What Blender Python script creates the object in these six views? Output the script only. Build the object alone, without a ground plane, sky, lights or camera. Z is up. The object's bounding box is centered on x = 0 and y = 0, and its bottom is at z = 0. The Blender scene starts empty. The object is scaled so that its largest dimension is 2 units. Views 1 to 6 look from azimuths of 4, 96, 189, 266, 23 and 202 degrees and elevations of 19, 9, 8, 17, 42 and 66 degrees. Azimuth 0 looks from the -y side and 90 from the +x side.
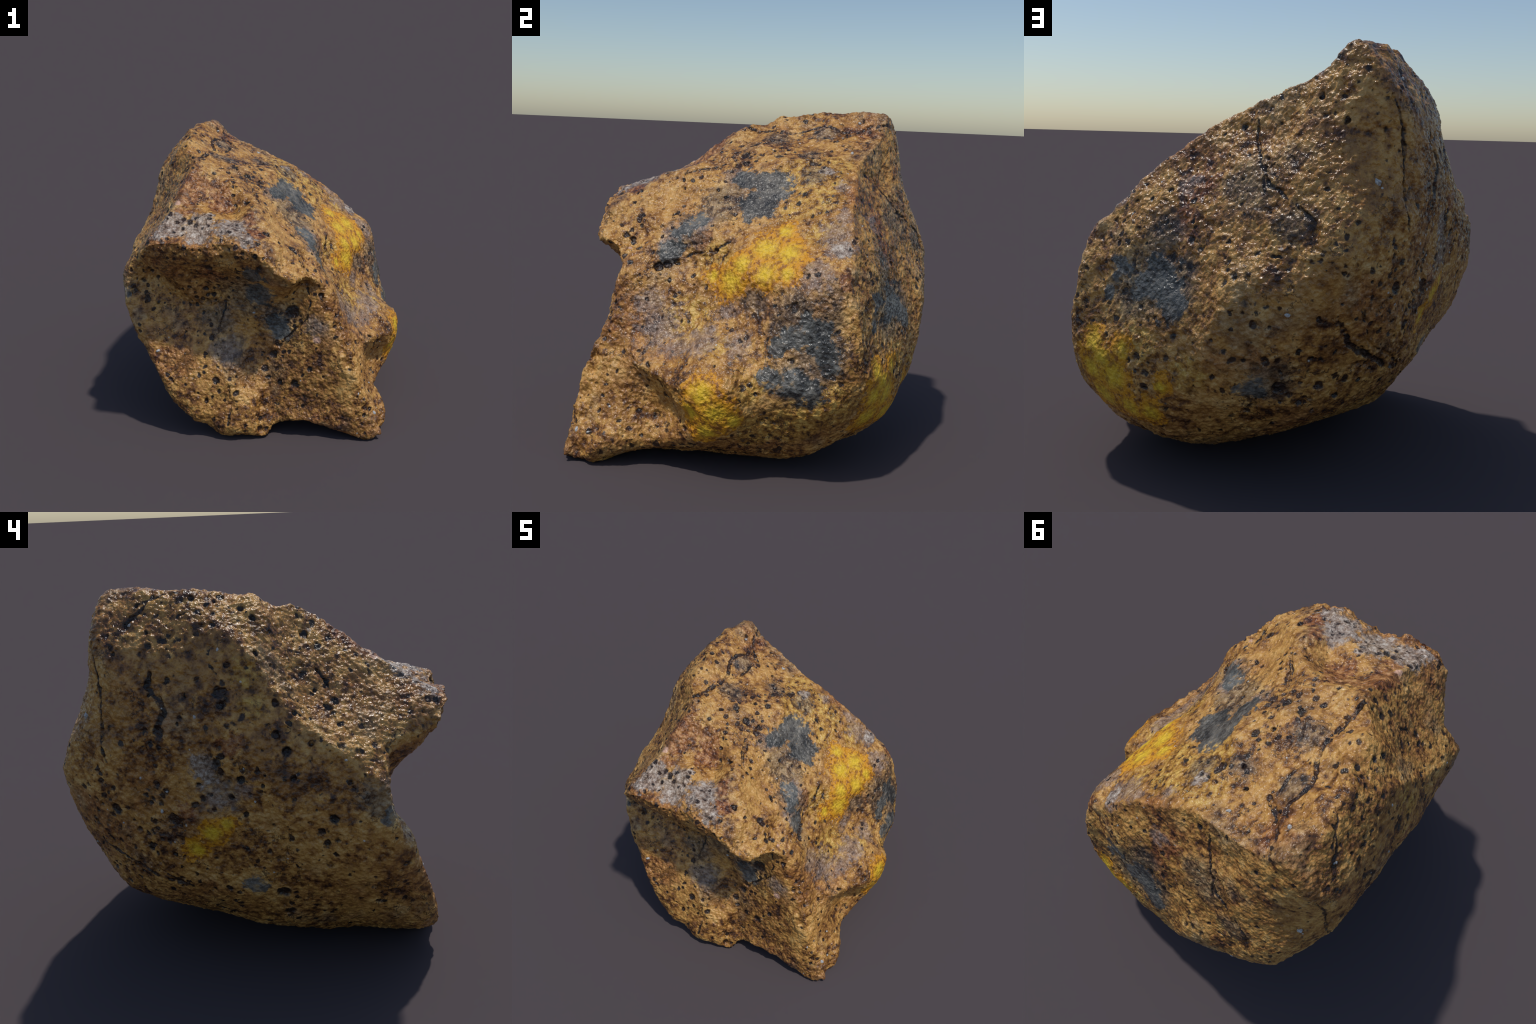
import bpy, bmesh, math
import numpy as np
from mathutils import Vector

# ---------------------------------------------------------------- landmarks
# Corners, rims and hollows of the broken stone, region by region.
LANDMARKS = {}

# crest of the peak and the edge of the top slab
LANDMARKS["top_rim"] = [
    (-.4, .695, 1.965), (-.505, .768, 1.835), (-.435, .62, 1.968), (-.495, .489, 1.97), (-.515, .319, 1.955), (-.522, .06, 1.923), (-.522, .19, 1.943), (-.51, .4, 1.964), (-.53, -.02, 1.9),
    (-.53, -.1, 1.868), (-.461, -.256, 1.83), (-.605, .586, 1.825), (-.622, .319, 1.895), (-.64, 0, 1.825),
]

# slab that slopes from the crest to the right
LANDMARKS["top_face"] = [
    (-.298, .688, 1.864), (-.36, .54, 1.902), (-.312, .452, 1.849), (-.299, .288, 1.823), (-.044, .496, 1.717), (-.384, 0, 1.829),
    (.176, .342, 1.613), (.131, .538, 1.648), (.244, .534, 1.595), (-.217, .671, 1.801), (-.075, .613, 1.751), (-.122, -.145, 1.698),
    (-.4, .15, 1.845), (-.1, .1, 1.725), (.09, .2, 1.655), (.1, .1, 1.645), (-.25, -.315, 1.699),
]

# long slope below the slab, with the yellow crust
LANDMARKS["right_shoulder"] = [
    (.645, .531, 1.269), (.438, .525, 1.451), (.133, .053, 1.578), (.058, -.143, 1.59), (.065, -.29, 1.53), (.307, .121, 1.44),
    (.345, .36, 1.5), (-.025, -.378, 1.58), (.243, -.722, 1.288), (.185, -.736, 1.336), (.604, .041, 1.167), (.614, -.081, 1.072),
    (.789, .239, 1.022), (.463, -.205, 1.178), (.372, -.52, 1.205), (.3, -.53, 1.28), (.465, -.72, 1.05), (.69, -.19, .79), (.335, -.15, 1.337), (.53, -.24, 1.03), (.31, -.67, 1.18), (.44, -.43, 1.05),
    (.644, -.114, .899), (.722, .564, 1.11), (.84, .48, 1.05), (.775, .47, 1.15), (.669, .002, 1.021), (.699, .027, .923),
    (.789, .59, .965),
]

# ledge and recess above the lip
LANDMARKS["shelf"] = [
    (-.143, -.955, 1.42), (-.487, -.905, 1.405), (-.326, -.9, 1.405), (.207, -.971, 1.169), (.024, -.985, 1.345), (.1, -.975, 1.27),
    (-.536, -.907, 1.435), (-.561, -.55, 1.611), (-.692, -.835, 1.437), (-.705, -.855, 1.398), (-.8, -.745, 1.29), (-.28, -.676, 1.53),
    (-.453, -.568, 1.585), (-.52, -.757, 1.475), (-.15, -.65, 1.498), (-.23, -.7, 1.522), (-.06, -.72, 1.497), (.07, -.66, 1.47), (-.42, -.79, 1.445), (-.15, -.85, 1.475), (-.3, -.82, 1.465), (-.2, -.52, 1.515),
    (-.35, -.42, 1.62), (.3, -.88, 1.17), (.36, -.8, 1.12), (.08, -.86, 1.39), (-.025, -.604, 1.56), (.14, -.53, 1.39),
    (-.1, -.45, 1.602), (-.15, -.3, 1.68), (-.15, -.09, 1.735), (-.3, -.2, 1.755),
]

# ceiling, back wall and floor of the front hollow
LANDMARKS["hollow"] = [
    (.21, -.747, .881), (.395, -.817, .893), (-.26, -.692, .83), (-.351, -.646, .812), (-.625, -.59, .89), (-.607, -.693, .706),
    (-.671, -.708, .691), (-.035, -.725, .88), (-.03, -.785, 1.08), (.073, -.758, .563), (-.228, -.735, .6), (-.474, -.754, .577),
    (-.52, -.655, 1.01), (-.25, -.685, 1.02), (-.2, -.89, 1.25), (0, -.92, 1.2), (.05, -.88, 1.12), (.215, -.755, .99), (-.775, -.515, 1.05), (-.62, -.8, 1.25), (-.5, -.855, 1.285), (-.77, -.548, .955), (-.45, -.69, 1.13), (-.74, -.55, 1.15),
    (.1, -.79, 1), (.32, -.755, 1.075), (-.07, -.7, .66), (-.34, -.772, .56),
]

# front face below the hollow, its lobe and its toe
LANDMARKS["front_foot"] = [
    (.014, -.792, .403), (.367, -.824, .698), (.542, -.797, .764), (.602, -.921, .475), (.747, -.914, .18), (.766, -.78, .205),
    (.744, -.732, .283), (.622, -.877, .481), (.775, -.975, .03), (.838, -.766, .114), (-.008, -.916, .101), (-.655, -.82, .407),
    (-.343, -.854, .396), (-.198, -.886, .318), (-.133, -.801, .387), (-.411, -.889, .263), (-.267, -.908, .228), (-.012, -.842, .255),
    (-.1, -.915, .24), (-.045, -.935, .045), (.06, -.885, .085), (-.569, -.792, .482), (-.545, -.853, .377), (-.198, -.836, .459), (.115, -.828, .362), (.323, -.868, .475),
    (.38, -.919, .222), (.521, -.913, .404), (.583, -.868, .63), (.665, -.955, .3), (.575, -.985, .173), (.193, -.893, .189), (-.748, -.745, .598),
    (-.753, -.75, .43), (-.644, -.81, .23), (-.5, -.905, .12), (-.404, -.91, .1), (-.29, -.93, .015), (-.08, -.92, .015),
    (.2, -.88, .11), (.366, -.93, .093), (.549, -.96, .04), (.7, -.97, .15), (.75, -.88, .004), (.72, -.765, .004),
    (.69, -.64, .05),
]

# nose on the right and the notch below it
LANDMARKS["right_overhang"] = [
    (.638, -.704, .595), (.788, -.5, .548), (.915, -.315, .46), (.875, -.35, .56), (.938, -.248, .561), (.993, -.05, .51), (.746, -.291, .694),
    (.74, -.385, .33), (.72, -.49, .41), (.69, -.6, .5), (.71, -.58, .31), (.764, -.5, .172), (.5, -.72, .955), (.51, -.56, .95),
    (.625, -.386, .763),
]

# right flank
LANDMARKS["right_wall"] = [
    (.86, .58, .86), (.9, .57, .71), (.82, .655, .63), (.905, .515, .5), (.82, .45, .29), (.7, .3, .1),
    (.87, .3, .8), (.92, .25, .62), (.93, .32, .47), (.91, .12, .43), (.95, -.08, .3), (.82, -.12, .18),
    (.87, -.28, .25), (.69, -.5, .08), (.88, .02, .62), (.785, .09, .82), (.795, 0, .735), (.925, -.06, .62),
]

# left facets on both sides of the diagonal ridge
LANDMARKS["left_face"] = [
    (-.583, -.41, 1.65), (-.684, -.291, 1.534), (-.769, -.283, 1.428), (-.675, -.5, 1.492), (-.7, -.65, 1.46), (-.668, -.13, 1.64),
    (-.862, -.542, 1.25), (-.745, .104, 1.741), (-.79, .012, 1.597), (-.84, -.12, 1.418), (-.887, -.21, 1.33), (-.932, -.3, 1.255),
    (-.955, -.39, 1.175), (-.976, -.537, 1.045), (-.817, -.651, .822), (-.781, -.676, .769), (-.94, -.6, .74), (-.83, -.7, .56),
    (-.95, -.3, .95), (-.92, -.1, 1.05), (-.845, .13, 1.08), (-.79, .3, .92), (-.74, .43, .9), (-.885, .03, 1.28), (-.725, .497, 1.06), (-.825, .25, 1.34),
    (-.745, .35, 1.66), (-.735, .57, 1.34),
]

# back
LANDMARKS["back_face"] = [
    (.334, .857, .745), (-.057, .76, 1.429), (-.279, .926, 1.243), (-.526, .841, 1.389), (-.625, .747, 1.63), (-.655, .758, 1.228),
    (-.574, .837, 1.252), (-.476, .945, 1.132), (-.46, .939, 1.043), (-.66, .703, 1.08), (-.61, .698, .863), (-.567, .773, .914),
    (-.422, .874, .802), (-.3, .985, .96), (-.17, .955, 1.05), (.03, .968, .9), (.28, .634, 1.364), (.334, .689, 1.234), (.468, .735, .965),
    (.58, .67, 1.08), (.02, .84, 1.17), (.07, .875, 1.05), (.19, .925, .6), (.36, .775, .96), (-.1, .69, 1.56),
    (-.3, .775, 1.65), (.761, .656, .721), (.637, .749, .491),
]

# rounded belly
LANDMARKS["underside"] = [
    (-.696, .442, .718), (-.559, .601, .589), (-.15, .885, .57), (-.15, .71, .315), (.3, .83, .38), (.18, .9, .83), (.38, .69, .2),
    (.45, .4, .085), (.1, .42, .105), (-.838, -.155, .67), (-.73, .323, .74), (-.645, -.34, .31), (-.42, -.35, .1),
    (-.1, 0, .06), (.3, .15, .03), (.45, -.2, .03), (-.1, -.5, .05), (-.62, .3, .46), (-.71, .12, .5), (-.63, .14, .4),
    (-.34, .62, .345), (.45, -.6, .07), (-.4, -.6, .08), (-.79, -.4, .51), (-.38, .2, .22), (-.53, .04, .235),
]
CORE = np.array((0.0, -0.02, 0.92))

# Lines along which the stone broke: they stay crisper than the rest.
RIDGES = {
 "back_rim": [(-.40,.695,1.965), (-.298,.688,1.864), (-.217,.671,1.801), (-.075,.613,1.751), (.131,.538,1.648), (.244,.534,1.595),
              (.438,.525,1.451), (.645,.531,1.269), (.722,.564,1.11), (.789,.59,.965)],
 "lip": [(-.80,-.745,1.29), (-.705,-.855,1.398), (-.536,-.907,1.435), (-.487,-.905,1.405), (-.326,-.9,1.405), (-.143,-.955,1.42),
         (.024,-1.0,1.345), (.1,-.985,1.27), (.207,-.971,1.169), (.3,-.88,1.17), (.36,-.80,1.12)],
 "left_rim": [(-.692,-.835,1.437), (-.561,-.550,1.611), (-.461,-.256,1.830), (-.530,-.10,1.868), (-.53,-.02,1.9), (-.522,.06,1.923)],
 "left_ridge": [(-.622,.319,1.895), (-.745,.104,1.741), (-.79,.012,1.597), (-.84,-.12,1.418), (-.887,-.21,1.33), (-.932,-.30,1.255), (-.955,-.39,1.175), (-.976,-.537,1.045)],
 "foot_edge": [(.542,-.797,.764), (.622,-.877,.481), (.747,-.914,.18), (.775,-.975,.03)],
 "overhang": [(.638,-.704,.595), (.788,-.5,.548), (.915,-.315,.46)],
}

def base_form():
    """Span the landmarks with facets and turn facet edges onto the ridges."""
    pts = np.array([p for region in LANDMARKS.values() for p in region])
    bm = bmesh.new()
    d = pts - CORE
    dirs = d / np.linalg.norm(d, axis=1)[:, None]
    vs = [bm.verts.new(v) for v in dirs]
    bm.verts.index_update()
    bmesh.ops.convex_hull(bm, input=vs, use_existing_faces=False)
    bmesh.ops.triangulate(bm, faces=bm.faces[:])
    ridge_edges = []
    for name, line in RIDGES.items():
        ids = [int(np.argmin(((pts - np.array(p))**2).sum(1))) for p in line]
        for i, j in zip(ids[:-1], ids[1:]):
            if i == j: continue
            u, v = vs[i], vs[j]
            for attempt in range(4):
                if any(e.other_vert(u) is v for e in u.link_edges): break
                # turn the edge that crosses the wanted one
                best = None
                for f in u.link_faces:
                    e = [e for e in f.edges if u not in e.verts][0]
                    g = [h for h in e.link_faces if h is not f][0]
                    w = [x for x in g.verts if x not in e.verts][0]
                    n = u.co.cross(v.co)
                    s0, s1 = (n.dot(x.co) for x in e.verts)
                    if s0 * s1 < 0 and (w is v or best is None) and f.calc_center_median().dot(v.co) > 0 and (f.calc_center_median() - u.co).dot(v.co - u.co) > 0:
                        best = e
                if best is None: break
                if bmesh.utils.edge_rotate(best, False) is None: break
            if not any(e.other_vert(u) is v for e in u.link_edges):
                print('ridge not found', name, pts[i], pts[j])
            ridge_edges.append((i, j))
    tris = np.array([[v.index for v in f.verts] for f in bm.faces])
    bm.free()
    c = pts[tris]
    n = np.cross(c[:, 1] - c[:, 0], c[:, 2] - c[:, 0])
    flip = (n * (c.mean(1) - CORE)).sum(1) < 0
    tris[flip] = tris[flip][:, ::-1]
    return pts, tris, {tuple(sorted(e)) for e in ridge_edges}

class Loop:
    """One level of Loop subdivision as index tables, so it can be replayed on any positions."""
    def __init__(self, n, tris, sharp):
        he = np.concatenate([tris[:, [0, 1]], tris[:, [1, 2]], tris[:, [2, 0]]])
        opp = np.concatenate([tris[:, 2], tris[:, 0], tris[:, 1]])
        key = np.sort(he, 1)
        self.ed, inv = np.unique(key, axis=0, return_inverse=True)
        inv = inv.ravel()
        m = len(self.ed)
        order = np.argsort(inv, kind='stable')
        self.op = opp[order].reshape(m, 2)
        self.n = n
        self.sharp = np.array([tuple(e) in sharp for e in self.ed])
        t = len(tris)
        e01, e12, e20 = inv[:t] + n, inv[t:2*t] + n, inv[2*t:] + n
        self.tris = np.concatenate([np.c_[tris[:, 0], e01, e20], np.c_[tris[:, 1], e12, e01],
                                    np.c_[tris[:, 2], e20, e12], np.c_[e01, e12, e20]])
        a, b = self.ed.T
        self.deg = np.bincount(np.r_[a, b], minlength=n)
        self.beta = np.where(self.deg == 3, 3/16, 3/(8*np.maximum(self.deg, 1)))
        sa, sb = self.ed[self.sharp].T if self.sharp.any() else (np.zeros(0, int), np.zeros(0, int))
        self.sa, self.sb = sa, sb
        self.sdeg = np.bincount(np.r_[sa, sb], minlength=n)
        self.next_sharp = {tuple(sorted((int(v), int(k + n)))) for k in np.flatnonzero(self.sharp) for v in self.ed[k]}
    def __call__(self, p):
        a, b = self.ed.T
        mid = .375*(p[a] + p[b]) + .125*(p[self.op[:, 0]] + p[self.op[:, 1]])
        mid[self.sharp] = .5*(p[a] + p[b])[self.sharp]
        ring = np.stack([np.bincount(a, p[b, k], self.n) + np.bincount(b, p[a, k], self.n) for k in range(3)], 1)
        old = p*(1 - self.deg*self.beta)[:, None] + ring*self.beta[:, None]
        if len(self.sa):
            sring = np.stack([np.bincount(self.sa, p[self.sb, k], self.n) + np.bincount(self.sb, p[self.sa, k], self.n) for k in range(3)], 1)
            cr = self.sdeg == 2
            old[cr] = (.75*p + .125*sring)[cr]
            old[self.sdeg > 2] = p[self.sdeg > 2]
        return np.concatenate([old, mid])

def mesh_arrays(me):
    co = np.empty(len(me.vertices) * 3); me.vertices.foreach_get('co', co)
    ed = np.empty(len(me.edges) * 2, int); me.edges.foreach_get('vertices', ed)
    return co.reshape(-1, 3), ed.reshape(-1, 2)

pts, tris, sharp = base_form()
levels = []
n, t, sh = len(pts), tris, sharp
for k in range(4):
    lv = Loop(n, t, sh); levels.append(lv)
    n, t = n + len(lv.ed), lv.tris
    sh = lv.next_sharp if k < 2 else set()
cage = pts.copy()
for k in range(8):                      # let the rounded surface pass through the landmarks
    p = cage
    for lv in levels: p = lv(p)
    cage = cage + .8*(pts - p[:len(pts)])
p = cage
for lv in levels: p = lv(p)
me = bpy.data.meshes.new('rock')
me.from_pydata(p.tolist(), [], t.tolist())
#BEGIN-SURFACE
# ---------------------------------------------------------------- what sits where on the surface
# blobs: x, y, z, radius of the mineral patches; holes; embedded pale grains
YELLOW = [
  (.736,.695,.626,.081), (.746,.683,.489,.103), (.732,.631,.361,.062), (.581,.774,.611,.059), (.497,.168,1.306,.069),
  (.563,.068,1.211,.117), (.633,.198,1.201,.115), (.602,-.063,1.126,.082), (.605,-.114,1.025,.103), (.681,.085,1.093,.101),
  (.723,.196,1.107,.066), (.527,-.225,1.032,.063), (.970,-.197,.509,.105), (.923,-.256,.392,.074), (.982,-.113,.411,.099),
  (.936,-.170,.294,.081), (.960,-.024,.370,.060), (.690,.735,.554,.080), (.630,.751,.482,.106), (.695,.655,.353,.111),
  (.551,.747,.340,.080), (.429,.794,.339,.072), (.756,.688,.617,.047), (.372,.849,.478,.051), (-.782,.270,.851,.073),
  (-.724,.347,.748,.062), (-.813,.209,.897,.048),
]
GOLD = [
  (.889,.271,.354,.114), (.874,.087,.292,.102), (.371,.349,1.471,.092), (.389,.184,1.393,.071), (.206,.408,1.606,.066),
  (.790,-.156,.717,.081), (.281,.399,1.552,.076), (.091,.434,1.663,.055), (.228,.307,1.577,.136), (.354,.297,1.469,.117),
  (.104,.429,1.654,.088), (.505,-.212,1.095,.114), (.609,-.331,.814,.126), (.163,.231,1.595,.119), (.564,.378,1.312,.082),
  (.920,.463,.463,.119), (.878,.206,.317,.081), (.505,.804,.650,.090), (.255,.903,.567,.074), (.931,.045,.528,.079),
  (-.785,.090,1.609,.057), (-.832,.055,1.454,.051),
]
SLATE = [
  (.194,.056,1.514,.110), (.298,-.013,1.399,.095), (.124,-.104,1.548,.078), (.243,.095,1.491,.066), (.259,-.048,1.426,.073),
  (.299,-.352,1.313,.059), (.397,-.496,1.146,.059), (.350,-.441,1.259,.055), (.868,.363,.841,.084), (.891,.422,.718,.072),
  (.859,.248,.804,.065), (.934,.264,.573,.078), (.940,.344,.541,.085), (.844,.157,.753,.046), (.907,.131,.594,.053),
  (.416,.756,.953,.082), (.343,.827,.856,.081), (.485,.746,.909,.064), (.617,.673,.968,.059), (.667,.666,.859,.033),
  (.377,.810,.866,.058), (-.005,-.761,1.014,.097), (-.047,-.883,1.182,.063), (.106,-.738,.763,.075), (-.749,.074,.555,.057),
  (-.984,-.548,.943,.047), (-.027,.886,.520,.055),
]
PALE = [
  (-.571,-.713,1.494,.094), (-.396,-.775,1.456,.093), (-.187,-.774,1.495,.097), (-.083,-.885,1.449,.066), (-.635,-.794,1.468,.058),
  (-.351,-.684,1.534,.068), (-.802,.299,1.163,.059), (.666,.479,1.237,.047), (.169,.361,1.621,.039),
]
LILAC = [
  (.654,.465,1.247,.074), (.574,.433,1.316,.061), (.502,.468,1.392,.048), (.773,.357,1.113,.066), (.544,-.562,.870,.072),
  (.646,-.116,.879,.062), (.788,-.035,.725,.067), (.609,-.500,.744,.106), (.381,-.505,1.180,.073), (.311,.457,1.543,.040),
  (.753,-.231,.729,.082), (.706,-.363,.679,.069), (.732,.288,1.141,.053), (.795,-.236,.698,.054), (-.807,.248,1.037,.065),
  (-.851,.119,1.080,.047), (.326,-.328,1.301,.066), (.068,-.189,1.553,.055), (.369,-.816,.782,.065), (-.284,-.756,.590,.084),
  (.301,.628,1.356,.051),
]
DUSK = [
  (.838,.242,.892,.144), (.891,.384,.716,.156), (.931,.264,.585,.130), (.697,.039,.942,.074), (.859,.436,.910,.078),
  (.533,.720,.928,.155), (.313,.800,.928,.112), (-.193,.911,1.221,.081), (.083,.734,1.351,.074), (-.098,-.721,1.001,.180),
  (.108,-.739,.808,.132), (-.313,-.673,.790,.118), (-.234,-.742,.600,.101), (.211,-.213,1.417,.148), (.358,-.411,1.259,.128),
  (-.277,.033,1.788,.085), (-.021,.252,1.695,.061), (-.313,.304,1.833,.070), (-.811,.236,1.050,.094), (.004,.766,1.355,.123),
  (.417,.777,.902,.115), (.412,.709,1.121,.097), (.267,-.266,1.356,.103), (-.122,.874,.536,.110), (-.993,-.487,1.037,.092),
  (.205,.287,1.590,.075),
]
RUST = [
  (-.076,-.693,1.529,.056), (-.008,-.797,1.451,.056), (-.493,-.486,1.640,.082), (-.497,-.623,1.560,.054), (-.268,-.475,1.549,.082),
  (-.287,-.381,1.645,.084), (-.449,-.405,1.691,.101), (.257,.647,1.353,.089), (.316,.709,1.179,.063), (.819,.515,1.092,.045),
  (.406,-.311,1.224,.058), (.129,.419,1.647,.060), (-.343,-.780,1.169,.097), (-.850,.178,1.302,.052), (-.759,.383,.954,.048),
]
HOLES = [
  (.444,-.554,1.052,.032), (.437,-.504,1.066,.029), (.428,-.455,1.079,.022), (.458,-.227,1.164,.018), (-.336,.925,.826,.013),
  (-.403,.888,.813,.015), (-.426,.827,.748,.016), (-.476,.759,.676,.022), (-.528,.636,.605,.013), (-.719,.528,1.570,.018),
  (-.729,.520,1.524,.016), (-.676,-.285,1.537,.014), (-.691,-.301,1.507,.014), (-.741,.245,1.696,.014), (-.384,.013,1.813,.017),
  (-.402,-.038,1.810,.014), (-.289,.457,1.828,.013), (-.223,.366,1.774,.015), (-.062,.754,1.411,.021), (-.207,.937,1.076,.013),
  (-.297,.965,1.088,.013), (-.257,-.647,.923,.017), (.333,-.773,.922,.018), (-.489,-.889,1.397,.023), (-.332,-.839,1.250,.032),
  (-.338,-.637,.975,.025), (-.393,-.643,1.023,.028), (.073,-.746,.549,.037), (.018,-.781,.392,.024), (.109,-.811,.364,.025),
  (.210,-.836,.370,.034), (.217,-.738,.867,.059), (-.339,-.834,.399,.034), (-.203,-.877,.313,.024), (-.661,-.812,.404,.022),
  (-.410,-.877,.265,.022), (-.075,-.480,1.570,.021), (-.165,-.462,1.550,.025), (.296,-.744,1.181,.021), (.239,-.720,1.284,.021),
  (.407,-.781,.994,.024), (.320,-.857,.480,.023), (.007,-.936,1.266,.025), (-.789,.209,1.524,.034), (-.809,.201,1.475,.025),
  (-.748,.490,1.354,.033), (-.866,-.035,1.334,.027), (-.883,-.082,1.258,.032), (-.634,.034,1.825,.024), (-.820,-.044,1.469,.023),
  (-.749,.032,1.685,.016), (-.762,-.284,1.423,.019), (-.848,.128,1.129,.026), (-.933,-.289,.937,.032), (-.910,-.255,.811,.021),
  (-.603,.723,.948,.035), (-.688,.549,.998,.018), (-.912,-.104,1.139,.021), (-.896,-.190,1.290,.015), (-.773,.167,1.645,.015),
  (-.736,-.064,.496,.038), (-.815,-.500,.512,.023), (-.892,-.268,.680,.022), (-.834,.112,.949,.019), (-.885,.026,1.158,.015),
  (-.835,-.127,1.420,.016), (-.575,-.411,1.651,.016), (-.722,-.239,1.495,.015), (-.744,.244,1.679,.015), (-.597,.083,1.860,.028),
  (-.584,.201,1.900,.018), (-.135,.068,1.727,.020), (-.024,.260,1.698,.022), (-.093,.028,1.719,.017), (-.211,.399,1.779,.020),
  (-.083,.371,1.729,.017), (-.678,-.295,1.518,.024), (-.769,-.292,1.409,.024), (-.326,.686,1.898,.013), (-.155,.437,1.755,.016),
  (-.691,.393,1.746,.016), (-.800,.191,1.534,.020), (-.144,.855,.519,.037), (-.307,.791,.518,.025), (-.363,.706,.458,.022),
  (-.223,.791,.435,.019), (-.388,.804,1.638,.016), (-.279,.736,1.736,.017), (-.019,.958,.991,.014), (-.185,.833,.478,.016),
  (.214,-.714,1.297,.033), (.281,-.786,1.195,.027), (.056,-.766,1.432,.024), (.754,.470,.250,.014), (.220,-.515,1.323,.018),
]
GRAINS = [
  (-.744,-.746,.596,.024), (-.043,.497,1.717,.015), (-.363,.534,1.897,.022), (-.706,.592,1.122,.012), (-.736,.472,1.054,.011),
  (-.711,.504,.952,.015), (-.611,.698,.869,.011), (-.857,.070,1.019,.012), (-.862,.115,1.181,.010), (-.801,.324,1.420,.014),
  (-.747,.202,1.709,.013), (-.600,.589,1.817,.016), (-.190,.974,.855,.017), (-.527,.834,1.392,.023), (-.524,.837,1.391,.025),
  (-.048,.495,1.719,.020), (.748,-.917,.174,.023), (.765,-.847,.172,.013), (.725,-.739,.312,.013), (.639,-.944,.336,.013),
  (-.059,-.718,.856,.015), (-.592,.594,1.815,.012), (-.271,.879,.647,.010), (-.945,-.336,1.217,.011),
]
PINK = [
  (-.558,-.548,1.608,.027), (.367,-.828,.689,.030), (.360,-.736,1.136,.014),
]
CRACKS = [
  [(-.299,.687,1.859), (-.292,.606,1.852), (-.285,.495,1.821), (-.274,.460,1.822), (-.225,.386,1.792)],
  [(-.307,.455,1.841), (-.316,.413,1.841), (-.364,.345,1.877), (-.389,.262,1.860), (-.365,.192,1.836), (-.359,.105,1.823), (-.384,.013,1.813), (-.419,-.089,1.820), (-.482,-.196,1.851)],
  [(-.538,.425,1.947), (-.562,.504,1.917), (-.560,.549,1.901), (-.594,.615,1.806)],
  [(.005,.594,1.689), (.012,.639,1.547), (-.032,.730,1.440), (-.076,.794,1.360), (-.145,.843,1.330), (-.225,.896,1.279), (-.288,.925,1.226), (-.306,.965,1.152)],
  [(-.544,.215,1.942), (-.612,.248,1.897)],
  [(.001,-.476,1.563), (-.021,-.361,1.576), (-.029,-.289,1.592)],
  [(-.117,.922,1.091), (-.202,.939,1.074), (-.297,.965,1.088), (-.368,.991,1.078), (-.413,.972,1.032)],
  [(-.314,.946,.835), (-.403,.887,.815), (-.436,.815,.715), (-.481,.730,.665), (-.552,.588,.581), (-.614,.422,.532)],
  [(-.569,.775,1.739), (-.607,.755,1.614), (-.615,.748,1.496), (-.638,.757,1.319), (-.655,.754,1.211)],
  [(-.542,.468,1.941), (-.580,.530,1.879), (-.590,.616,1.815)],
  [(-.564,.223,1.931), (-.625,.320,1.884), (-.644,.369,1.843)],
  [(-.722,.510,1.621), (-.728,.538,1.554), (-.749,.484,1.509), (-.773,.454,1.442), (-.747,.495,1.367)],
  [(-.735,.252,1.724), (-.764,.246,1.648), (-.779,.215,1.615)],
  [(-.483,.848,.859), (-.508,.734,.695), (-.602,.558,.610), (-.623,.385,.522)],
  [(-.663,-.250,1.579), (-.677,-.283,1.543), (-.694,-.303,1.497)],
  [(-.254,-.694,1.030), (-.257,-.661,.892), (-.314,-.691,.743)],
  [(.102,-.753,.634), (.187,-.764,.709), (.306,-.789,.824), (.333,-.780,.943), (.320,-.748,1.035)],
  [(-.254,-.873,.371), (-.242,-.913,.225), (-.259,-.951,.116)],
  [(-.123,-.786,.434), (-.149,-.840,.351)],
  [(.464,-.600,1.041), (.434,-.520,1.070), (.415,-.379,1.127), (.458,-.227,1.164), (.458,-.143,1.212)],
  [(.744,-.533,.578), (.789,-.451,.499), (.783,-.388,.396)],
  [(-.429,-.064,1.820), (-.391,.038,1.833), (-.277,.211,1.794), (-.253,.371,1.801)],
  [(-.331,.598,1.876), (-.276,.481,1.820), (-.202,.395,1.775)],
  [(-.056,-.266,1.617), (-.035,-.371,1.576), (.003,-.487,1.565)],
  [(-.045,.740,1.441), (-.056,.809,1.328)],
]


GAPING = [CRACKS[i] for i in (1, 7, 11)]

def sunk(items, depth=.006):
    """Move mark centres slightly below the skin so that hollows keep their colour."""
    out = []
    for x, y, z, r in items:
        q = np.array((x, y, z)); d = CORE - q; d /= np.linalg.norm(d)
        out.append((*(q + d*depth), r))
    return out

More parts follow.
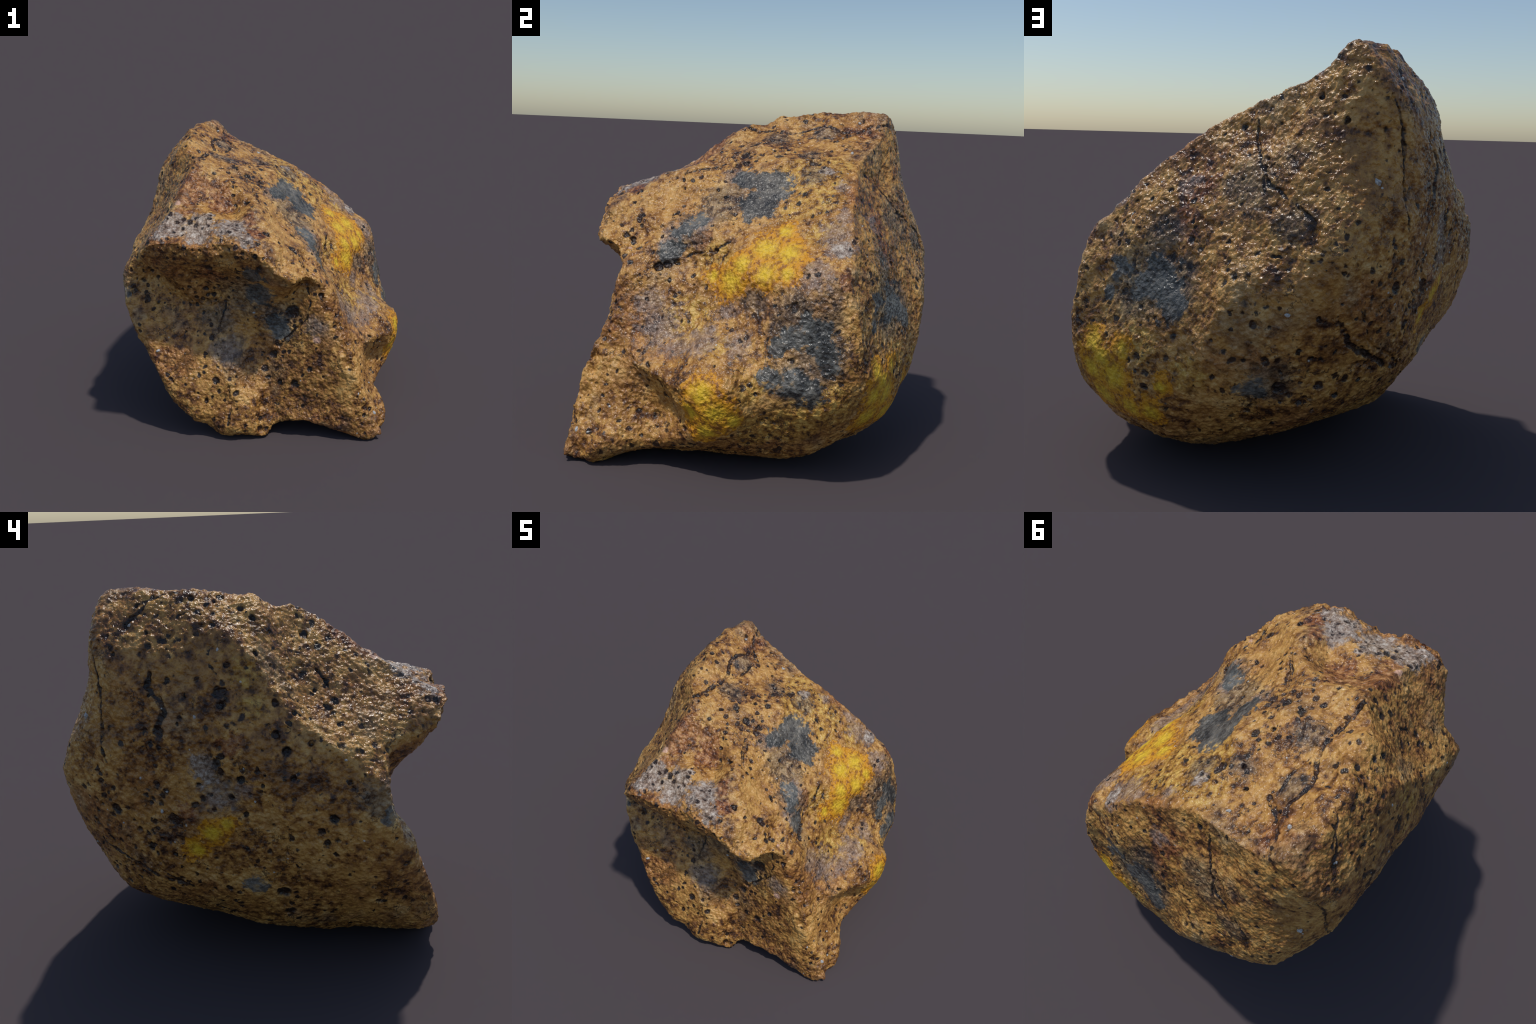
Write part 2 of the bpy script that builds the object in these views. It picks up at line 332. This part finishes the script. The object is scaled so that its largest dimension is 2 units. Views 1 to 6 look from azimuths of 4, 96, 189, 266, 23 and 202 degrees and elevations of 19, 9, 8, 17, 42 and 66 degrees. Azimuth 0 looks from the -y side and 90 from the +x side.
class Net:
    """Small helper for writing node trees as formulas; the same recipes feed geometry and colour."""
    def __init__(self, tree): self.t = tree
    def put(self, sock, v):
        if isinstance(v, bpy.types.NodeSocket): self.t.links.new(v, sock)
        elif isinstance(v, (tuple, list)) and len(v) == 3 and sock.type == 'RGBA': sock.default_value = (*v, 1)
        else: sock.default_value = v
    def m(self, op, a, b=0., c=None, clamp=False):
        n = self.t.nodes.new('ShaderNodeMath'); n.operation = op; n.use_clamp = clamp
        self.put(n.inputs[0], a); self.put(n.inputs[1], b)
        if c is not None: self.put(n.inputs[2], c)
        return n.outputs[0]
    def v(self, op, a, b=None, scale=None, out=0):
        n = self.t.nodes.new('ShaderNodeVectorMath'); n.operation = op
        self.put(n.inputs[0], a)
        if b is not None: self.put(n.inputs[1], b)
        if scale is not None: self.put(n.inputs['Scale'], scale)
        return n.outputs[out]
    def step(self, x, lo, hi, to0=0., to1=1.):
        n = self.t.nodes.new('ShaderNodeMapRange'); n.interpolation_type = 'SMOOTHSTEP'
        for k, q in zip(('Value', 'From Min', 'From Max', 'To Min', 'To Max'), (x, lo, hi, to0, to1)): self.put(n.inputs[k], q)
        return n.outputs['Result']
    def noise(self, p, scale, detail=4., rough=.55, color=False, distortion=0.):
        n = self.t.nodes.new('ShaderNodeTexNoise'); self.put(n.inputs['Vector'], p)
        n.inputs['Scale'].default_value = scale; n.inputs['Detail'].default_value = detail
        n.inputs['Roughness'].default_value = rough; n.inputs['Distortion'].default_value = distortion
        return n.outputs['Color'] if color else n.outputs[0]
    def cells(self, p, scale, feature='F1'):
        n = self.t.nodes.new('ShaderNodeTexVoronoi'); n.feature = feature; self.put(n.inputs['Vector'], p)
        n.inputs['Scale'].default_value = scale
        return n.outputs['Distance'], (n.outputs['Color'] if feature == 'F1' else None)
    def red(self, c):
        n = self.t.nodes.new('ShaderNodeSeparateXYZ'); self.put(n.inputs[0], c); return n.outputs[0]
    def mix(self, f, a, b):
        n = self.t.nodes.new('ShaderNodeMix'); n.data_type = 'RGBA'
        self.put(n.inputs[0], f); self.put(n.inputs[6], a); self.put(n.inputs[7], b)
        return n.outputs[2]
    def ramp(self, x, stops):
        n = self.t.nodes.new('ShaderNodeValToRGB'); self.put(n.inputs[0], x)
        e = n.color_ramp.elements
        while len(e) < len(stops): e.new(.5)
        for k, (pos, col) in zip(e, stops): k.position = pos; k.color = (*col, 1)
        return n.outputs[0]
    # ---- recipes
    def warp(self, p, scale, amount):
        return self.v('ADD', p, self.v('SCALE', self.v('SUBTRACT', self.noise(p, scale, 3., color=True), (.5, .5, .5)), scale=amount))
    def jag(self, p, scale, amount):
        return self.v('ADD', p, self.v('SCALE', self.v('SUBTRACT', self.cells(p, scale)[1], (.5, .5, .5)), scale=amount))
    def blobs(self, p, items):
        best = None
        for x, y, z, r in items:
            d = self.m('MULTIPLY', self.v('DISTANCE', p, (x, y, z), out=1), 1/r)
            best = d if best is None else self.m('MINIMUM', best, d)
        return best
    def cracks(self, p, lines):
        best = None
        for line in lines:
            for a, b in zip(line[:-1], line[1:]):
                a, b = np.array(a), np.array(b)
                ba = b - a
                pa = self.v('SUBTRACT', p, tuple(a))
                h = self.m('MAXIMUM', self.m('MINIMUM', self.m('MULTIPLY', self.v('DOT_PRODUCT', pa, tuple(ba), out=1), 1/float(ba@ba)), 1.), 0.)
                d = self.v('DISTANCE', pa, self.v('SCALE', tuple(ba), scale=h), out=1)
                best = d if best is None else self.m('MINIMUM', best, d)
        return best
    def fissures(self, p, thin, wide):
        """Distance to the nearest crack, with wandering course and width; gaping ones count as nearer."""
        q = self.warp(self.warp(p, 7., .05), 22., .028)
        d = self.cracks(q, thin)
        if wide:
            w = self.m('SUBTRACT', self.cracks(q, wide), .007)
            d = w if d is None else self.m('MINIMUM', d, w)
        return self.m('ADD', d, self.m('MULTIPLY', self.m('SUBTRACT', self.noise(p, 8., 2.), .5), .020))
    def pits(self, p):
        """Gas bubbles: pores, many small ones, fewer middle-sized ones, in uneven density."""
        q = self.warp(self.warp(p, 14., .035), 36., .024)
        crowd = self.step(self.noise(p, 3.4, 2.), .34, .62)
        d0, c0 = self.cells(q, 52.)
        r0 = self.m('MULTIPLY', self.step(self.red(c0), .25, 1., 0., .40), self.m('MULTIPLY_ADD', crowd, .5, .5))
        pore = self.step(self.m('SUBTRACT', d0, r0), -.20, .04, 1., 0.)
        d1, c1 = self.cells(q, 22.)
        r1 = self.m('MULTIPLY', self.step(self.red(c1), .08, 1., 0., .50), self.m('MULTIPLY_ADD', crowd, .45, .55))
        small = self.step(self.m('SUBTRACT', d1, r1), -.14, .03, 1., 0.)
        d2, c2 = self.cells(q, 11.)
        r2 = self.m('MULTIPLY', self.step(self.red(c2), .42, 1., 0., .40), crowd)
        middle = self.step(self.m('SUBTRACT', d2, r2), -.12, .02, 1., 0.)
        return tuple(self.m('MULTIPLY', v, self.m('GREATER_THAN', r, .03)) for v, r in ((pore, r0), (small, r1), (middle, r2)))

# ---------------------------------------------------------------- relief: even mesh, then pits, holes, cracks, grain
def add_relief(ob):
    g = bpy.data.node_groups.new('stone_relief', 'GeometryNodeTree')
    g.interface.new_socket('Geometry', in_out='INPUT', socket_type='NodeSocketGeometry')
    g.interface.new_socket('Geometry', in_out='OUTPUT', socket_type='NodeSocketGeometry')
    gi = g.nodes.new('NodeGroupInput'); go = g.nodes.new('NodeGroupOutput')
    p = g.nodes.new('GeometryNodeInputPosition').outputs[0]
    nrm = g.nodes.new('GeometryNodeInputNormal').outputs[0]
    k = Net(g)
    pore, small, middle = k.pits(p)
    ragged = k.warp(p, 26., .030)
    hole = k.step(k.blobs(ragged, sunk(HOLES)), .55, 1.15, 1., 0.)
    crack = k.step(k.fissures(p, CRACKS, GAPING), .003, .011, 1., 0.)
    skin = k.step(k.blobs(k.warp(p, 9., .08), YELLOW + SLATE), .75, 1.1, .25, 1.)     # crusts are smoother
    broad = k.m('SUBTRACT', k.noise(p, 5., 3.), .5)
    grain = k.m('SUBTRACT', k.noise(p, 26., 4., .6), .5)
    chips = k.m('SUBTRACT', k.cells(k.warp(p, 10., .06), 9.)[0], .45)
    h = k.m('MULTIPLY_ADD', broad, .022, -.001)
    h = k.m('MULTIPLY_ADD', grain, k.m('MULTIPLY', skin, .022), h)
    h = k.m('MULTIPLY_ADD', k.m('SUBTRACT', k.noise(p, 52., 2., .5), .5), k.m('MULTIPLY', skin, .007), h)
    h = k.m('MULTIPLY_ADD', chips, .012, h)
    h = k.m('MULTIPLY_ADD', k.m('MULTIPLY', pore, skin), -.0025, h)
    h = k.m('MULTIPLY_ADD', k.m('MULTIPLY', small, skin), -.005, h)
    h = k.m('MULTIPLY_ADD', k.m('MULTIPLY', middle, skin), -.009, h)
    h = k.m('MULTIPLY_ADD', hole, -.014, h)
    h = k.m('MULTIPLY_ADD', crack, -.010, h)
    lip = k.step(k.cracks(p, [RIDGES['lip'], RIDGES['overhang'], RIDGES['foot_edge']]), .02, .13, 1., 0.)      # broken edges
    tooth = k.m('ADD', k.m('SUBTRACT', k.noise(p, 11., 3., .65), .52), k.m('MULTIPLY', k.m('SUBTRACT', k.cells(p, 14.)[0], .5), .35))
    h = k.m('MULTIPLY_ADD', k.m('MULTIPLY', lip, tooth), .065, h)
    sp = g.nodes.new('GeometryNodeSetPosition')
    g.links.new(gi.outputs[0], sp.inputs['Geometry'])
    g.links.new(k.v('SCALE', nrm, scale=h), sp.inputs['Offset'])
    g.links.new(sp.outputs[0], go.inputs[0])
    m = ob.modifiers.new('relief', 'NODES'); m.node_group = g
    return g

rock = bpy.data.objects.new('rock', me)
bpy.context.collection.objects.link(rock)
mod = rock.modifiers.new('even', 'REMESH'); mod.mode = 'VOXEL'; mod.voxel_size = .0062
group = add_relief(rock)
dg = bpy.context.evaluated_depsgraph_get()
stone = bpy.data.meshes.new_from_object(rock.evaluated_get(dg))
rock.modifiers.clear(); rock.data = stone; stone.name = 'rock'
bpy.data.node_groups.remove(group); bpy.data.meshes.remove(me)
co, _ = mesh_arrays(stone); co[:, 2] = np.maximum(co[:, 2], 0.)      # it rests on the ground
stone.vertices.foreach_set('co', co.ravel())
stone.polygons.foreach_set('use_smooth', np.ones(len(stone.polygons), bool))

# ---------------------------------------------------------------- colour
def near(items, box, reach=.10):
    lo, hi = box
    out = []
    for it in items:
        q = np.array(it[:3]); gap = np.linalg.norm(np.maximum(0, np.maximum(lo - q, q - hi)))
        if gap < it[3]*1.6 + reach: out.append(it)
    return out

def near_lines(lines, box, reach=.06):
    lo, hi = box
    out = []
    for line in lines:
        for a, b in zip(line[:-1], line[1:]):
            seg = np.array((a, b))
            if (np.maximum(0, np.maximum(lo - seg.max(0), seg.min(0) - hi)) < reach).all(): out.append([a, b])
    return out

def grow(items, f): return [(x, y, z, r*f) for x, y, z, r in items]

def stone_material(box):
    """Ironstone; only the marks that can reach this part of the stone are written into its tree."""
    mat = bpy.data.materials.new('pitted_ironstone'); mat.use_nodes = True
    t = mat.node_tree
    bsdf = t.nodes['Principled BSDF']
    k = Net(t)
    p = t.nodes.new('ShaderNodeTexCoord').outputs['Object']
    pore, small, middle = k.pits(p)
    edge = k.jag(k.warp(p, 7., .09), 13., .04)
    grit = k.noise(p, 24., 5., .60)
    fray = k.m('MULTIPLY', k.m('SUBTRACT', k.noise(p, 24., 5., .68), .5), 1.5)
    def patch(items, size, lo=.72, hi=1.15):
        items = near(grow(items, size), box)
        if not items: return 0.
        return k.step(k.m('ADD', k.blobs(edge, items), fray), lo, hi, 1., 0.)
    def lay(col, mask, amount, over):
        if isinstance(mask, float): return col
        return k.mix(k.m('MULTIPLY', mask, amount), col, over)
    # ground mass: ochre grains in brown, drifting between rust, ochre and grey-brown
    drift = k.noise(p, 5., 4., .62)
    plate = k.step(k.noise(k.v('ADD', p, (3., 1., 8.)), 4.2, 3., .6), .44, .60)          # smoother, paler plates between coarse zones
    calm = k.m('MULTIPLY_ADD', plate, -.50, 1.)
    speck = k.m('MULTIPLY_ADD', k.m('SUBTRACT', grit, .5), calm, k.m('MULTIPLY_ADD', plate, .018, .5))
    tone = k.m('MULTIPLY_ADD', drift, .56, k.m('MULTIPLY', speck, .66))
    col = k.ramp(tone, [(.46, (.045, .018, .009)), (.525, (.165, .066, .018)), (.585, (.38, .172, .041)), (.665, (.61, .316, .080)), (.80, (.77, .48, .175))])
    col = k.mix(k.step(k.noise(p, 2.6, 4.), .52, .66, 0., .65), col, k.ramp(grit, [(.40, (.050, .013, .008)), (.5, (.23, .070, .022)), (.62, (.52, .22, .065))]))
    col = k.mix(k.step(k.noise(k.v('ADD', p, (7., 3., 1.)), 3.1, 4.), .56, .70, 0., .40), col, k.ramp(grit, [(.36, (.035, .032, .028)), (.52, (.17, .135, .095)), (.66, (.42, .34, .25))]))
    col = lay(col, patch(RUST, 1.2), .75, k.ramp(grit, [(.38, (.050, .012, .007)), (.52, (.27, .085, .028)), (.66, (.55, .27, .11))]))
    col = lay(col, patch(GOLD, 1.3), .80, k.ramp(grit, [(.36, (.11, .045, .010)), (.48, (.48, .23, .036)), (.64, (.78, .50, .12))]))
    col = lay(col, patch(DUSK, 1.2, .5, 1.25), .62, k.ramp(grit, [(.38, (.030, .028, .024)), (.50, (.13, .105, .075)), (.62, (.32, .25, .17))]))
    col = lay(col, patch(LILAC, 1.25, .55, 1.25), .62, k.ramp(k.noise(p, 30., 6., .7), [(.36, (.075, .052, .045)), (.47, (.24, .165, .130)), (.58, (.44, .33, .26)), (.68, (.62, .53, .45))]))
    col = lay(col, patch(PALE, 1.25), .85, k.ramp(k.noise(p, 30., 6., .72), [(.36, (.045, .035, .030)), (.46, (.25, .185, .145)), (.56, (.47, .39, .32)), (.68, (.72, .66, .58))]))
    slate = patch(SLATE, 1.25, .76, 1.05)
    col = lay(col, slate, .92, k.ramp(k.m('MULTIPLY_ADD', grit, .55, k.m('MULTIPLY', drift, .5)), [(.42, (.036, .037, .035)), (.52, (.108, .114, .106)), (.60, (.180, .178, .160)), (.68, (.36, .25, .13))]))
    yel = patch(YELLOW, 1.22, .80, 1.06)
    bare = 1.
    if not isinstance(yel, float):
        ymid = k.step(k.m('ADD', k.blobs(k.warp(p, 6., .06), near(YELLOW, box)), k.m('MULTIPLY', fray, .5)), .10, .95)
        ycol = k.mix(ymid, (.86, .55, .030), (.72, .31, .012))
        ycol = k.mix(k.m('MULTIPLY', k.step(k.noise(p, 34., 5., .66), .42, .52, .85, 0.), k.m('MULTIPLY_ADD', ymid, .7, .3)), ycol, (.24, .075, .010))
        col = k.mix(yel, col, ycol)
    crust = k.m('MAXIMUM', k.m('MULTIPLY', yel, .8), k.m('MULTIPLY', slate, .55))
    bare = k.m('SUBTRACT', 1., crust)
    # thin dark seams between the grains
    seam = k.m('ABSOLUTE', k.m('SUBTRACT', k.noise(p, 8.5, 5., .62), .5))
    seam = k.m('MULTIPLY', k.step(seam, .004, .022, .75, 0.), k.step(k.noise(p, 4., 2.), .48, .60))
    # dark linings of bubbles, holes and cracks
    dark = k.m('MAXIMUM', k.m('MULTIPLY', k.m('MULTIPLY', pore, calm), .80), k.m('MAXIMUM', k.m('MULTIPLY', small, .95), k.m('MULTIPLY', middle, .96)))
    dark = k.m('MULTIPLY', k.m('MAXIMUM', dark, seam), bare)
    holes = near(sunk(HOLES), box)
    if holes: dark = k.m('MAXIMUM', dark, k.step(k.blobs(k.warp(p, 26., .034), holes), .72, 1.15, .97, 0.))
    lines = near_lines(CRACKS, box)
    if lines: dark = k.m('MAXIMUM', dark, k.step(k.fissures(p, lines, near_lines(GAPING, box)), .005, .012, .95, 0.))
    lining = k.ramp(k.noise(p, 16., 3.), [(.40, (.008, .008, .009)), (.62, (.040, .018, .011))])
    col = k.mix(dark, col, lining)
    # stray quartz flecks
    fd, fc = k.cells(p, 24.)
    fleck = k.m('MULTIPLY', k.step(fd, .10, .17, 1., 0.), k.m('GREATER_THAN', k.red(fc), .975))
    col = k.mix(k.m('MULTIPLY', fleck, .8), col, (.66, .63, .56))
    pink = near(PINK, box)
    if pink: col = k.mix(k.step(k.blobs(k.warp(p, 30., .02), pink), .6, 1.1, .85, 0.), col, (.70, .42, .30))
    t.links.new(col, bsdf.inputs['Base Color'])
    rough = k.m('MULTIPLY_ADD', drift, .40, .08)
    if not isinstance(yel, float): rough = k.m('MULTIPLY_ADD', yel, .25, rough)
    rough = k.m('MULTIPLY_ADD', plate, -.06, rough)
    t.links.new(rough, bsdf.inputs['Roughness'])
    bsdf.inputs['Specular IOR Level'].default_value = .5
    # fine grain below the size of the modelled pits
    bh = k.m('MULTIPLY_ADD', k.noise(p, 46., 3., .55), 1., k.m('MULTIPLY', k.cells(p, 48.)[0], .5))
    b = t.nodes.new('ShaderNodeBump'); b.inputs['Strength'].default_value = .75; b.inputs['Distance'].default_value = .016
    t.links.new(bh, b.inputs['Height']); t.links.new(b.outputs[0], bsdf.inputs['Normal'])
    return mat

stone.materials.clear()
count = len(stone.polygons)
mid = np.empty(count*3); stone.polygons.foreach_get('center', mid); mid = mid.reshape(-1, 3)
sector = (mid[:, 0] > 0)*1 + (mid[:, 1] > 0)*2 + np.digitize(mid[:, 2], (.65, 1.3))*4
slot = np.zeros(count, np.int32)
for n_, sec in enumerate(np.unique(sector)):
    part = mid[sector == sec]
    stone.materials.append(stone_material((part.min(0), part.max(0))))
    slot[sector == sec] = n_
stone.polygons.foreach_set('material_index', slot)
rock['label'] = 'rough pitted brown rock with ochre yellow and slate grey patches'
rock['category'] = 'rock'

# ---------------------------------------------------------------- embedded quartz grains
def grain_mesh():
    bm = bmesh.new()
    bmesh.ops.create_icosphere(bm, subdivisions=3, radius=1.)
    rng = np.random.default_rng(5)
    bumps = rng.normal(size=(7, 3)); bumps /= np.linalg.norm(bumps, axis=1)[:, None]
    for v in bm.verts:
        d = np.array(v.co)
        v.co *= float(1 - .22*np.maximum(0, bumps@d - .55).sum())
    m = bpy.data.meshes.new('mineral_grain'); bm.to_mesh(m); bm.free()
    m.polygons.foreach_set('use_smooth', np.ones(len(m.polygons), bool))
    mat = bpy.data.materials.new('milky_quartz'); mat.use_nodes = True
    k = Net(mat.node_tree); b = mat.node_tree.nodes['Principled BSDF']
    q = mat.node_tree.nodes.new('ShaderNodeTexCoord').outputs['Object']
    mat.node_tree.links.new(k.ramp(k.noise(q, 2.2, 4.), [(.35, (.26, .25, .25)), (.6, (.62, .60, .56))]), b.inputs['Base Color'])
    b.inputs['Roughness'].default_value = .28
    m.materials.append(mat)
    return m

from mathutils.bvhtree import BVHTree
tree = BVHTree.FromPolygons([v.co for v in stone.vertices], [pl.vertices for pl in stone.polygons])
gm = grain_mesh()
rng = np.random.default_rng(11)
for i, (x, y, z, r) in enumerate(GRAINS):
    loc, nor, idx, dist = tree.find_nearest(Vector((x, y, z)))
    ob = bpy.data.objects.new('mineral_grain', gm)
    ob.parent = rock
    ob.location = loc - nor*(r*.15)
    ob.rotation_euler = tuple(rng.uniform(0, 6.28, 3))
    ob.scale = (r*.85, r*.6*rng.uniform(.8, 1.2), r*.5)
    bpy.context.collection.objects.link(ob)
